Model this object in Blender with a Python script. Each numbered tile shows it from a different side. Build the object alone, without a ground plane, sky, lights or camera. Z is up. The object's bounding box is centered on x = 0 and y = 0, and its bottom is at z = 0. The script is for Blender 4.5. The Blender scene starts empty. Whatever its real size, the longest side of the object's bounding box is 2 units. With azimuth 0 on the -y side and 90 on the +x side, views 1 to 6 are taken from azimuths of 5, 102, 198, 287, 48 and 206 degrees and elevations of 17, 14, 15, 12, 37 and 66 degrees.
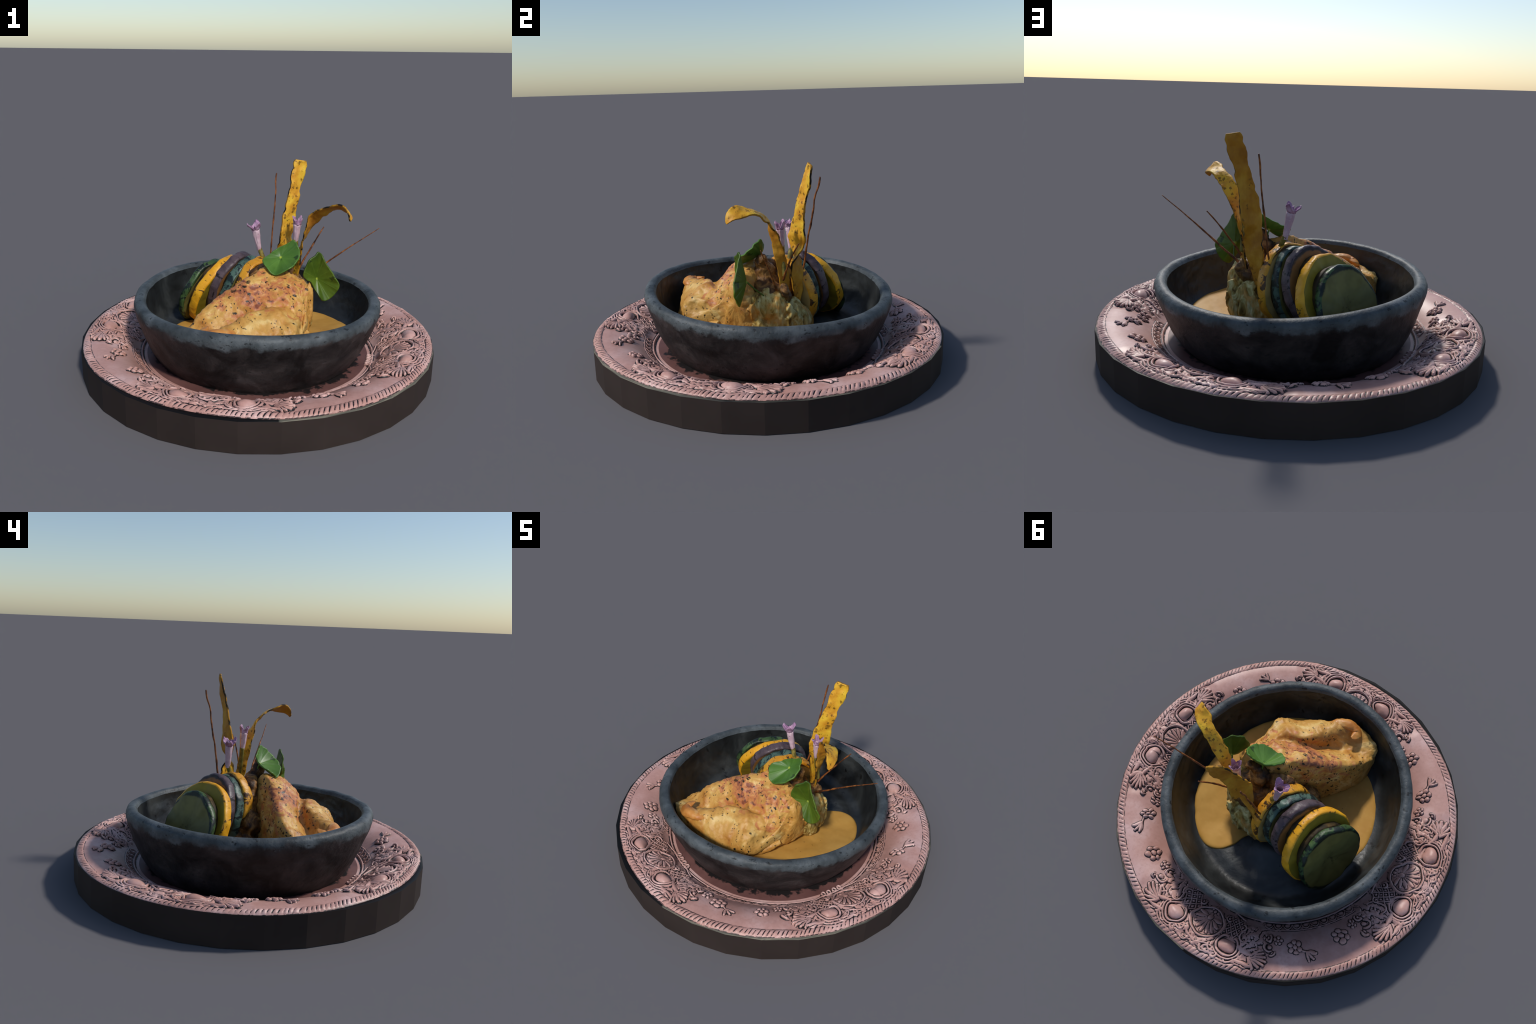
import bpy, bmesh, math
import numpy as np
from mathutils import Vector, Matrix

# ------------------------------------------------------------------ noise
_rng = np.random.RandomState(7)
_perm = np.tile(_rng.permutation(256), 3)
_val = _rng.rand(256) * 2 - 1


def vnoise(P):
    """Smooth value noise in [-1, 1] at points P (n, 3)."""
    P = np.asarray(P, float)
    i = np.floor(P).astype(int)
    f = P - i
    f = f * f * f * (f * (f * 6 - 15) + 10)
    i &= 255
    out = np.zeros(len(P))
    for a in (0, 1):
        for b in (0, 1):
            for c in (0, 1):
                h = _val[_perm[_perm[_perm[i[:, 0] + a] + i[:, 1] + b] + i[:, 2] + c]]
                w = ((f[:, 0] if a else 1 - f[:, 0]) * (f[:, 1] if b else 1 - f[:, 1])
                     * (f[:, 2] if c else 1 - f[:, 2]))
                out += w * h
    return out


def fbm(P, octaves=4):
    P = np.asarray(P, float)
    s, amp = np.zeros(len(P)), 1.0
    for k in range(octaves):
        s += amp * vnoise(P * 2 ** k + 17.3 * k)
        amp *= 0.5
    return s / 1.9


def smooth(a, b, x):
    t = np.clip((x - a) / (b - a), 0, 1)
    return t * t * (3 - 2 * t)


def spline(pts, n):
    """Catmull-Rom through pts, n samples evenly spaced in arc length."""
    p = np.asarray(pts, float)
    q = np.vstack([2 * p[0] - p[1], p, 2 * p[-1] - p[-2]])
    out = []
    for k in range(len(p) - 1):
        t = np.linspace(0, 1, 24, endpoint=False)[:, None]
        a, b, c, d = q[k], q[k + 1], q[k + 2], q[k + 3]
        out.append(0.5 * (2 * b + (c - a) * t + (2 * a - 5 * b + 4 * c - d) * t ** 2
                          + (3 * b - a - 3 * c + d) * t ** 3))
    out = np.vstack(out + [p[-1:]])
    L = np.concatenate([[0], np.cumsum(np.linalg.norm(np.diff(out[:, :3], axis=0), axis=1))])
    s = np.linspace(0, L[-1], n)
    return np.stack([np.interp(s, L, out[:, j]) for j in range(out.shape[1])], -1)


def closed_spline(pts, n):
    p = np.asarray(pts, float)
    m = len(p)
    out = []
    for k in range(m):
        t = np.linspace(0, 1, 40, endpoint=False)[:, None]
        a, b, c, d = p[k - 1], p[k], p[(k + 1) % m], p[(k + 2) % m]
        out.append(0.5 * (2 * b + (c - a) * t + (2 * a - 5 * b + 4 * c - d) * t ** 2
                          + (3 * b - a - 3 * c + d) * t ** 3))
    out = np.vstack(out + [p[:1]])
    L = np.concatenate([[0], np.cumsum(np.linalg.norm(np.diff(out, axis=0), axis=1))])
    s = np.linspace(0, L[-1], n, endpoint=False)
    return np.stack([np.interp(s, L, out[:, j]) for j in range(out.shape[1])], -1)


# ------------------------------------------------------------------ meshes
def grid_faces(nu, nv, wrap_u=False, wrap_v=False):
    i = np.arange(nu if wrap_u else nu - 1)
    j = np.arange(nv if wrap_v else nv - 1)
    I, J = np.meshgrid(i, j, indexing='ij')
    I2, J2 = (I + 1) % nu, (J + 1) % nv
    return np.stack([I * nv + J, I2 * nv + J, I2 * nv + J2, I * nv + J2], -1).reshape(-1, 4)


def link(name, mesh, mats, parent=None, smooth_shade=True):
    o = bpy.data.objects.new(name, mesh)
    bpy.context.scene.collection.objects.link(o)
    for m in (mats if isinstance(mats, (list, tuple)) else [mats]):
        mesh.materials.append(m)
    if smooth_shade:
        mesh.polygons.foreach_set('use_smooth', [True] * len(mesh.polygons))
    if parent:
        o.parent = parent
    return o


def make(name, V, F, mats, parent=None, smooth_shade=True):
    me = bpy.data.meshes.new(name)
    F = [tuple(int(x) for x in f) for f in F]
    me.from_pydata([tuple(v) for v in np.asarray(V, float)], [], F)
    me.update()
    return link(name, me, mats, parent, smooth_shade)


def cap_fan(V, F, ring, flip=False):
    """Close a ring of vertex indices with a centre vertex."""
    V = list(map(tuple, V))
    c = np.mean([V[k] for k in ring], 0)
    V.append(tuple(c))
    k = len(V) - 1
    F = list(map(tuple, F))
    m = len(ring)
    for a in range(m):
        t = (ring[a], ring[(a + 1) % m], k)
        F.append(t[::-1] if flip else t)
    return V, F


def fix_normals(o):
    bm = bmesh.new()
    bm.from_mesh(o.data)
    bmesh.ops.recalc_face_normals(bm, faces=bm.faces)
    bm.to_mesh(o.data)
    bm.free()


def normals_of(o):
    me = o.data
    n = np.empty(len(me.vertices) * 3)
    me.vertices.foreach_get('normal', n)
    c = np.empty(len(me.vertices) * 3)
    me.vertices.foreach_get('co', c)
    return c.reshape(-1, 3), n.reshape(-1, 3)


def displace(o, fn):
    c, n = normals_of(o)
    c = c + n * fn(c)[:, None]
    o.data.vertices.foreach_set('co', c.ravel())
    o.data.update()


def tube(path, radii, seg=10, flat=1.0, side=None):
    """Tube mesh along a path; flat < 1 squashes it along its second axis."""
    P = np.asarray(path, float)
    n = len(P)
    T = np.gradient(P, axis=0)
    T /= np.linalg.norm(T, axis=1)[:, None]
    ref = np.array(side if side is not None else [0.31, 0.2, 0.93])
    V = []
    for k in range(n):
        a = np.cross(T[k], ref)
        a /= np.linalg.norm(a)
        b = np.cross(a, T[k])
        for s in range(seg):
            w = 2 * math.pi * s / seg
            V.append(P[k] + radii[k] * (math.cos(w) * a + flat * math.sin(w) * b))
    F = grid_faces(n, seg, wrap_v=True)
    V, F = cap_fan(V, F, list(range(seg)), True)
    V, F = cap_fan(V, F, list(range((n - 1) * seg, n * seg)))
    return V, F


def empty(name, label, category, loc=(0, 0, 0)):
    e = bpy.data.objects.new(name, None)
    e.location = loc
    bpy.context.scene.collection.objects.link(e)
    e["label"], e["category"] = label, category
    return e


def tag(o, label, category):
    o["label"], o["category"] = label, category
    return o


# ------------------------------------------------------------------ materials
class Mat:
    def __init__(self, name, rough=0.6, spec=0.3):
        self.m = bpy.data.materials.new(name)
        self.m.use_nodes = True
        self.t = self.m.node_tree
        self.b = self.t.nodes['Principled BSDF']
        self.b.inputs['Roughness'].default_value = rough
        self.b.inputs['Specular IOR Level'].default_value = spec
        self.co = self.t.nodes.new('ShaderNodeTexCoord').outputs['Object']

    def put(self, sock, v):
        if isinstance(v, bpy.types.NodeSocket):
            self.t.links.new(v, sock)
        elif isinstance(v, tuple) and len(v) == 3 and sock.type == 'RGBA':
            sock.default_value = (*v, 1)
        else:
            sock.default_value = v

    def map(self, scale=(1, 1, 1), rot=(0, 0, 0), loc=(0, 0, 0), vec=None):
        n = self.t.nodes.new('ShaderNodeMapping')
        n.inputs['Scale'].default_value = scale
        n.inputs['Rotation'].default_value = rot
        n.inputs['Location'].default_value = loc
        self.put(n.inputs['Vector'], vec or self.co)
        return n.outputs[0]

    def noise(self, scale, detail=4, rough=0.55, vec=None, dist=0.0, out='Fac'):
        n = self.t.nodes.new('ShaderNodeTexNoise')
        self.put(n.inputs['Vector'], vec or self.co)
        n.inputs['Scale'].default_value = scale
        n.inputs['Detail'].default_value = detail
        n.inputs['Roughness'].default_value = rough
        n.inputs['Distortion'].default_value = dist
        return n.outputs[out]

    def voronoi(self, scale, vec=None, feature='F1', rand=1.0, out='Distance'):
        n = self.t.nodes.new('ShaderNodeTexVoronoi')
        n.feature = feature
        self.put(n.inputs['Vector'], vec or self.co)
        n.inputs['Scale'].default_value = scale
        n.inputs['Randomness'].default_value = rand
        return n.outputs[out]

    def wave(self, scale, dist=4.0, vec=None, direction='X', dscale=1.0):
        n = self.t.nodes.new('ShaderNodeTexWave')
        n.bands_direction = direction
        self.put(n.inputs['Vector'], vec or self.co)
        n.inputs['Scale'].default_value = scale
        n.inputs['Distortion'].default_value = dist
        n.inputs['Detail Scale'].default_value = dscale
        return n.outputs['Fac']

    def ramp(self, fac, stops):
        n = self.t.nodes.new('ShaderNodeValToRGB')
        e = n.color_ramp.elements
        while len(e) < len(stops):
            e.new(0.5)
        for k, (p, c) in enumerate(stops):
            e[k].position = p
            c = (c, c, c) if not isinstance(c, tuple) else c
            e[k].color = (*c, 1)
        self.put(n.inputs['Fac'], fac)
        return n.outputs['Color']

    def step(self, fac, a, b):
        n = self.t.nodes.new('ShaderNodeMapRange')
        n.interpolation_type = 'SMOOTHSTEP'
        self.put(n.inputs['Value'], fac)
        n.inputs['From Min'].default_value = a
        n.inputs['From Max'].default_value = b
        return n.outputs[0]

    def math(self, op, a, b=0.0, c=0.0):
        n = self.t.nodes.new('ShaderNodeMath')
        n.operation = op
        for k, v in enumerate((a, b, c)):
            self.put(n.inputs[k], v)
        return n.outputs[0]

    def vlen(self, v):
        n = self.t.nodes.new('ShaderNodeVectorMath')
        n.operation = 'LENGTH'
        self.put(n.inputs[0], v)
        return n.outputs['Value']

    def sep(self, v=None):
        n = self.t.nodes.new('ShaderNodeSeparateXYZ')
        self.put(n.inputs[0], v or self.co)
        return n.outputs

    def mix(self, fac, a, b):
        n = self.t.nodes.new('ShaderNodeMix')
        n.data_type = 'RGBA'
        self.put(n.inputs['Factor'], fac)
        self.put(n.inputs['A'] if False else n.inputs[6], a)
        self.put(n.inputs[7], b)
        return n.outputs[2]

    def pointiness(self):
        return self.t.nodes.new('ShaderNodeNewGeometry').outputs['Pointiness']

    def bump(self, h, strength=0.3, dist=0.01):
        n = self.t.nodes.new('ShaderNodeBump')
        n.inputs['Strength'].default_value = strength
        n.inputs['Distance'].default_value = dist
        self.put(n.inputs['Height'], h)
        self.put(self.b.inputs['Normal'], n.outputs[0])
        return self

    def color(self, c):
        self.put(self.b.inputs['Base Color'], c)
        return self

    def flecks(self, scale, size, amount, vec=None):
        """Sparse small specks: 1 inside a speck."""
        v = self.t.nodes.new('ShaderNodeVectorMath')
        v.operation = 'MULTIPLY_ADD'
        self.put(v.inputs[0], self.noise(scale * 1.7, 3, 0.6, vec, out='Color'))
        v.inputs[1].default_value = (1.1 / scale,) * 3
        self.put(v.inputs[2], vec or self.co)
        vec = v.outputs[0]
        d = self.voronoi(scale, vec)
        r = self.sep(self.voronoi(scale, vec, out='Color'))[0]
        return self.math('MULTIPLY', self.step(d, size, size * 0.55), self.step(r, 1 - amount, 1 - amount + 0.02))


def mat_drum():
    m = Mat('dark_painted_wood', 0.7, 0.15)
    c = m.ramp(m.noise(3.0, 5), [(0.3, (0.030, 0.021, 0.018)), (0.7, (0.042, 0.030, 0.026))])
    return m.color(c).m


def mat_band():
    m = Mat('texture_bleed', 0.6, 0.2)
    x, y, z = m.sep()
    s = m.noise(1.0, 5, vec=m.map((2.2, 2.2, 60)), dist=1.5)
    c = m.ramp(s, [(0.3, (0.012, 0.013, 0.013)), (0.5, (0.10, 0.095, 0.075)), (0.62, (0.21, 0.19, 0.14)),
                   (0.75, (0.05, 0.05, 0.045))])
    # the western half is black, copying texture bleed of the scan
    k = m.step(m.math('ADD', x, m.math('MULTIPLY', m.noise(2.0, 2), 0.02)), 0.2, 0.19)
    return m.color(m.mix(k, c, (0.004, 0.004, 0.004))).m


def mat_plate():
    m = Mat('pressed_copper_pink', 0.42, 0.4)
    n = m.noise(5.0, 5)
    fine = m.noise(60, 3)
    c = m.ramp(n, [(0.3, (0.45, 0.230, 0.185)), (0.5, (0.57, 0.315, 0.265)), (0.68, (0.70, 0.455, 0.415))])
    c = m.mix(m.math('MULTIPLY', m.step(fine, 0.45, 0.75), 0.3), c, (0.38, 0.19, 0.155))
    # baked shadow painted black into the grooves of the pressing, broken up by noise
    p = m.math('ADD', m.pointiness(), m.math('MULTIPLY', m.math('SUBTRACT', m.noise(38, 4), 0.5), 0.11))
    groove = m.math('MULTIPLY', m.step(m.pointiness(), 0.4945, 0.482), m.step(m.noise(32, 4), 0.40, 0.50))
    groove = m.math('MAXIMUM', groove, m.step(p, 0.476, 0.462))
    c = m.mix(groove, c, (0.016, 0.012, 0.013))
    c = m.mix(m.math('MULTIPLY', m.step(p, 0.53, 0.58), 0.4), c, (0.80, 0.60, 0.56))
    m.bump(m.noise(220, 2), 0.08, 0.004)
    return m.color(c).m


def mat_well():
    m = Mat('shaded_copper', 0.5, 0.35)
    c = m.ramp(m.noise(6, 5), [(0.3, (0.115, 0.050, 0.044)), (0.7, (0.20, 0.092, 0.080))])  # reddish copper, its colour darkened with the well's baked shade
    # jagged shadow marks painted on the well around the bowl's foot
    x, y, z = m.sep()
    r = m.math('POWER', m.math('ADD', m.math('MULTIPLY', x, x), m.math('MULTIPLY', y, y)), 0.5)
    foot_shadow = m.step(m.math('ADD', r, m.math('MULTIPLY', m.math('SUBTRACT', m.noise(22, 3), 0.5), 0.13)), 0.600, 0.580)
    return m.color(m.mix(foot_shadow, c, (0.016, 0.013, 0.013))).m


def mat_bowl():
    m = Mat('black_clay', 0.5, 0.3)
    x, y, z = m.sep()
    n1 = m.noise(5.5, 6, 0.62, dist=0.6)
    body = m.ramp(n1, [(0.38, (0.006, 0.005, 0.005)), (0.47, (0.017, 0.015, 0.015)), (0.58, (0.034, 0.028, 0.027)),
                       (0.70, (0.062, 0.051, 0.050))])
    n2 = m.noise(9, 6, 0.6)
    rimc = m.ramp(n2, [(0.3, (0.030, 0.036, 0.039)), (0.5, (0.060, 0.070, 0.075)), (0.72, (0.115, 0.130, 0.138))])
    # the rubbed lip is paler, with a ragged lower edge
    k = m.step(m.math('ADD', m.math('ADD', z, m.math('ADD', m.math('MULTIPLY', x, 0.021), m.math('MULTIPLY', y, 0.031))),
                      m.math('MULTIPLY', m.math('SUBTRACT', n2, 0.5), 0.13)), 0.335, 0.362)
    c = m.mix(k, body, rimc)
    pits = m.step(m.noise(26, 5, 0.6, vec=m.map((1, 1, 1.8), loc=(3, 1, 0))), 0.61, 0.66)
    c = m.mix(m.math('MULTIPLY', pits, 0.85), c, (0.010, 0.011, 0.012))
    m.bump(m.noise(38, 5, 0.6), 0.35, 0.012)
    return m.color(c).m


def mat_bowl_inside():
    m = Mat('black_clay_glaze', 0.36, 0.45)
    n1 = m.noise(4.5, 6, 0.6, dist=0.5)
    c = m.ramp(n1, [(0.34, (0.010, 0.010, 0.010)), (0.5, (0.022, 0.024, 0.024)), (0.66, (0.048, 0.052, 0.051)),
                    (0.8, (0.085, 0.09, 0.088))])
    c = m.mix(m.step(m.noise(15, 5, 0.6, vec=m.map((1, 1, 0.6))), 0.62, 0.67), c, (0.009, 0.009, 0.009))
    m.bump(m.noise(30, 4), 0.2, 0.01)
    return m.color(c).m


def mat_sauce():
    m = Mat('mustard_cream_sauce', 0.55, 0.22)
    c = m.ramp(m.noise(7, 4), [(0.3, (0.50, 0.255, 0.048)), (0.7, (0.62, 0.345, 0.080))])
    c = m.mix(m.math('MULTIPLY', m.flecks(34, 0.16, 0.10), 0.9), c, (0.10, 0.045, 0.012))
    c = m.mix(m.math('MULTIPLY', m.step(m.noise(60, 2), 0.62, 0.8), 0.3), c, (0.72, 0.46, 0.16))
    m.bump(m.noise(40, 3), 0.1, 0.004)
    return m.color(c).m


def mat_chicken():
    m = Mat('seared_creamy_chicken', 0.45, 0.4)
    a = m.noise(7, 5, 0.6, dist=0.8)
    c = m.ramp(a, [(0.28, (0.38, 0.140, 0.020)), (0.42, (0.54, 0.260, 0.052)), (0.56, (0.64, 0.360, 0.090)),
                   (0.66, (0.76, 0.52, 0.19)), (0.76, (0.72, 0.46, 0.075))])
    # browned, reddish sear along the upper ridge
    g = m.t.nodes.new('ShaderNodeTexGradient')
    g.gradient_type = 'SPHERICAL'
    m.put(g.inputs[0], m.map((1.45, 3.2, 2.6), (0, 0, 0.0), (0.06, 0.65, -1.24)))
    s = m.noise(17, 6, 0.65, vec=m.map((1, 1, 1.5)), dist=0.7)
    s = m.math('ADD', s, m.math('MULTIPLY', m.math('SUBTRACT', g.outputs[1], 0.62), 0.42))
    c = m.mix(m.math('MULTIPLY', m.step(s, 0.48, 0.58), 0.78), c, (0.50, 0.155, 0.055))
    c = m.mix(m.math('MULTIPLY', m.step(s, 0.60, 0.69), 0.85), c, (0.20, 0.055, 0.035))
    blot = m.step(m.noise(13, 4, 0.6, vec=m.map((1, 1, 1), loc=(4, 2, 7))), 0.665, 0.70)
    c = m.mix(m.math('MULTIPLY', blot, 0.9), c, (0.035, 0.018, 0.006))
    f1 = m.flecks(26, 0.42, 0.24, m.map((1.0, 2.2, 1.4), (0.4, 0.3, 0.7)))
    f2 = m.flecks(55, 0.42, 0.19, m.map((1.7, 1.0, 1.3), (0.2, 0.9, 0.1)))
    herbs = m.step(m.math('ADD', m.noise(6.5, 3, vec=m.map(loc=(1, 5, 2))), m.math('MULTIPLY', g.outputs[1], 0.22)), 0.50, 0.62)
    k = m.math('MULTIPLY', m.math('MAXIMUM', f1, f2), m.math('ADD', m.math('MULTIPLY', herbs, 0.95), 0.05))
    c = m.mix(k, c, (0.020, 0.016, 0.008))
    m.b.inputs['Subsurface Weight'].default_value = 0.0
    m.bump(m.noise(45, 5, 0.6), 0.35, 0.01)
    return m.color(c).m


def mat_skin():
    m = Mat('crisp_orange_skin', 0.45, 0.4)
    c = m.ramp(m.noise(14, 5), [(0.3, (0.46, 0.15, 0.025)), (0.55, (0.62, 0.27, 0.06)), (0.72, (0.74, 0.46, 0.18))])
    c = m.mix(m.math('MULTIPLY', m.flecks(30, 0.24, 0.18), 0.8), c, (0.05, 0.02, 0.01))
    return m.color(c).m


def mat_cauliflower():
    m = Mat('roast_cauliflower', 0.55, 0.3)
    st = m.map((1, 1, 0.45))
    a = m.noise(24, 5, 0.6, vec=st, dist=0.8)
    c = m.ramp(a, [(0.34, (0.12, 0.060, 0.010)), (0.44, (0.36, 0.24, 0.055)), (0.54, (0.54, 0.43, 0.16)),
                   (0.68, (0.68, 0.60, 0.31))])
    o = m.noise(8, 4)
    c = m.mix(m.math('MULTIPLY', m.step(o, 0.50, 0.60), 0.75), c, (0.52, 0.22, 0.03))
    c = m.mix(m.math('MULTIPLY', m.flecks(26, 0.34, 0.30, st), 0.9), c, (0.035, 0.02, 0.006))
    m.bump(a, 0.5, 0.02)
    return m.color(c).m


def mat_roots():
    m = Mat('caramelised_roots', 0.5, 0.35)
    a = m.noise(16, 6, 0.62, dist=1.0)
    c = m.ramp(a, [(0.34, (0.022, 0.009, 0.004)), (0.48, (0.10, 0.042, 0.010)), (0.60, (0.27, 0.125, 0.030)),
                   (0.74, (0.48, 0.27, 0.075))])
    m.bump(a, 0.6, 0.02)
    return m.color(c).m


def mat_flesh(name, mid, edge, seed, size=0.2):
    m = Mat(name, 0.5, 0.3)
    r = m.vlen(m.map((1, 1, 0)))
    a = m.noise(14, 5, 0.6, vec=m.map((1, 1, 1), loc=(seed, seed * 2, 0)))
    c = m.mix(m.step(a, 0.3, 0.7), tuple(v * 0.72 for v in mid), mid)
    d = m.noise(38, 4, 0.6, vec=m.map((1, 1, 1), loc=(seed, 0, seed)))
    seeds = m.math('MULTIPLY', m.step(d, 0.55, 0.64), m.step(r, 0.09, 0.03))
    c = m.mix(m.math('MULTIPLY', seeds, 0.8), c, tuple(v * 0.25 for v in mid))
    char = m.step(m.math('ADD', r, m.math('MULTIPLY', m.math('SUBTRACT', a, 0.5), 0.05)), size * 0.90, size * 0.96)
    c = m.mix(char, c, edge)
    return m.color(c).m


def mat_rind(name, c1, c2, dark, amount, seed):
    m = Mat(name, 0.42, 0.4)
    v = m.map((1, 1, 0.7), loc=(seed, seed, 0))
    a = m.noise(16, 5, 0.6, vec=v)
    c = m.ramp(a, [(0.3, c1), (0.7, c2)])
    b = m.noise(24, 5, 0.65, vec=v, dist=0.6)
    c = m.mix(m.step(b, 0.66 - amount, 0.72 - amount), c, dark)
    c = m.mix(m.math('MULTIPLY', m.flecks(34, 0.3, 0.25, v), 0.85), c, (0.015, 0.010, 0.005))
    m.bump(b, 0.4, 0.01)
    return m.color(c).m


def mat_crisp():
    m = Mat('yellow_vegetable_crisp', 0.5, 0.3)
    a = m.noise(12, 5, 0.6)
    c = m.ramp(a, [(0.3, (0.52, 0.20, 0.012)), (0.5, (0.70, 0.36, 0.025)), (0.68, (0.76, 0.48, 0.035))])
    f = m.math('MAXIMUM', m.flecks(46, 0.46, 0.42), m.step(m.noise(34, 5, 0.65), 0.58, 0.65))
    c = m.mix(m.math('MULTIPLY', f, 0.75), c, (0.085, 0.036, 0.006))
    m.bump(m.noise(40, 4), 0.3, 0.01)
    return m.color(c).m


def mat_crisp_back():
    m = Mat('browned_crisp_back', 0.55, 0.25)
    a = m.noise(9, 5, 0.6, vec=m.map((1, 1, 0.6)))
    c = m.ramp(a, [(0.3, (0.30, 0.105, 0.010)), (0.5, (0.46, 0.200, 0.016)), (0.7, (0.60, 0.33, 0.035))])
    c = m.mix(m.math('MULTIPLY', m.step(m.noise(22, 4), 0.64, 0.70), 0.6), c, (0.10, 0.04, 0.008))
    m.bump(m.noise(40, 4), 0.3, 0.01)
    return m.color(c).m


def mat_crisp_edge():
    m = Mat('charred_crisp_edge', 0.6, 0.2)
    c = m.ramp(m.noise(22, 4), [(0.44, (0.016, 0.012, 0.006)), (0.56, (0.46, 0.22, 0.02))])
    return m.color(c).m


def mat_stick():
    m = Mat('brown_dry_stalk', 0.55, 0.3)
    a = m.noise(40, 4, 0.6, vec=m.map((1, 1, 0.5)))
    c = m.ramp(a, [(0.35, (0.045, 0.014, 0.006)), (0.5, (0.20, 0.060, 0.014)), (0.68, (0.42, 0.15, 0.035))])
    return m.color(c).m


def mat_leaf(name, dark, light):
    m = Mat(name, 0.4, 0.4)
    a = m.noise(9, 4)
    c = m.ramp(a, [(0.3, dark), (0.7, light)])
    x, y, z = m.sep()
    ang = m.math('ARCTAN2', z, x)
    veins = m.step(m.math('SINE', m.math('MULTIPLY', ang, 11.0)), 0.86, 1.0)
    c = m.mix(m.math('MULTIPLY', veins, 0.10), c, tuple(min(1, v * 1.5 + 0.03) for v in light))
    r = m.vlen(m.co)
    c = m.mix(m.step(r, 0.013, 0.005), c, (0.42, 0.50, 0.06))
    c = m.mix(m.math('MULTIPLY', m.step(m.noise(16, 3), 0.63, 0.68), 0.75), c, (0.012, 0.030, 0.008))
    m.bump(veins, 0.2, 0.004)
    # light shines through a thin leaf a little
    tr = m.t.nodes.new('ShaderNodeBsdfTranslucent')
    m.put(tr.inputs['Color'], c)
    mx = m.t.nodes.new('ShaderNodeMixShader')
    mx.inputs[0].default_value = 0.12
    m.t.links.new(m.b.outputs[0], mx.inputs[1])
    m.t.links.new(tr.outputs[0], mx.inputs[2])
    m.t.links.new(mx.outputs[0], m.t.nodes['Material Output'].inputs['Surface'])
    return m.color(c).m


def mat_petal(name, c1, c2):
    m = Mat(name, 0.45, 0.3)
    a = m.noise(30, 4)
    c = m.ramp(a, [(0.35, c1), (0.65, c2)])
    c = m.mix(m.math('MULTIPLY', m.flecks(60, 0.28, 0.12), 0.7), c, tuple(v * 0.2 for v in c1))
    return m.color(c).m


M = dict(drum=mat_drum(), band=mat_band(), plate=mat_plate(), well=mat_well(), bowl=mat_bowl(),
         inside=mat_bowl_inside(), sauce=mat_sauce(), chicken=mat_chicken(), skin=mat_skin(),
         cauli=mat_cauliflower(), roots=mat_roots(), crisp=mat_crisp(), crisp_edge=mat_crisp_edge(), crisp_back=mat_crisp_back(),
         stick=mat_stick(),
         leaf_a=mat_leaf('bright_leaf', (0.055, 0.140, 0.018), (0.110, 0.235, 0.034)),
         leaf_b=mat_leaf('olive_leaf', (0.045, 0.090, 0.008), (0.125, 0.195, 0.016)),
         petal=mat_petal('lilac_petal', (0.50, 0.31, 0.38), (0.66, 0.48, 0.53)),
         lip=mat_petal('violet_petal', (0.30, 0.14, 0.26), (0.52, 0.33, 0.46)),
         calyx=mat_petal('olive_calyx', (0.10, 0.085, 0.015), (0.28, 0.22, 0.05)))

# ------------------------------------------------------------------ charger plate on a drum
SIDES = 32
TILT_X, TILT_Y = 0.004, -0.009


def tilt(x, y):
    """The rim leans one way, the well slightly the other."""
    r = np.hypot(x, y)
    k = smooth(0.66, 0.90, r)
    return (TILT_X * x + TILT_Y * y) * k + (-0.004 * x - 0.016 * y) * (1 - k)


def drum_height(a):
    return 0.160 + 0.004 * math.cos(a + 2.2)


charger = empty('charger_plate', 'pink embossed round charger plate on a dark drum base', 'plate')

V, F = [], []
for k in range(SIDES):
    a = 2 * math.pi * k / SIDES
    V += [(math.cos(a), math.sin(a), 0.0), (math.cos(a), math.sin(a), drum_height(a))]
for k in range(SIDES):
    j = (k + 1) % SIDES
    F.append((2 * k, 2 * j, 2 * j + 1, 2 * k + 1))
F.append(tuple(2 * k for k in range(SIDES))[::-1])
make('drum_base', V, F, M['drum'], charger, smooth_shade=False)

# profile of the dish, radius -> height (before relief)
PROFILE = np.array([(0.0, 0.058), (0.60, 0.058), (0.655, 0.060), (0.68, 0.070), (0.72, 0.100), (0.78, 0.138),
                    (0.84, 0.163), (0.90, 0.174), (0.945, 0.174), (0.975, 0.168), (0.992, 0.162)])
_ps = spline(PROFILE, 400)


def dish(r):
    return np.interp(r, _ps[:, 0], _ps[:, 1])


MEDALLION = math.radians(-9.7)


def ridge(d, w):
    """Rounded ridge cross-section at distance d from its line."""
    return np.exp(-(d / w) ** 2)


def seg_dist(x, y, a, b):
    ax, ay = a
    bx, by = b
    dx, dy = bx - ax, by - ay
    t = np.clip(((x - ax) * dx + (y - ay) * dy) / (dx * dx + dy * dy), 0, 1)
    return np.hypot(x - ax - t * dx, y - ay - t * dy), t


def leaflet(x, y, a, b, w, h):
    """Tear-shaped raised leaflet from a to b with a central groove."""
    d, t = seg_dist(x, y, a, b)
    ww = w * (0.45 + 0.75 * np.sin(np.pi * np.clip(t, 0.05, 0.9)) ** 0.7)
    body = np.clip(1 - (d / ww) ** 2, 0, 1) ** 0.5
    return h * body * (0.8 + 0.2 * t)


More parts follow.
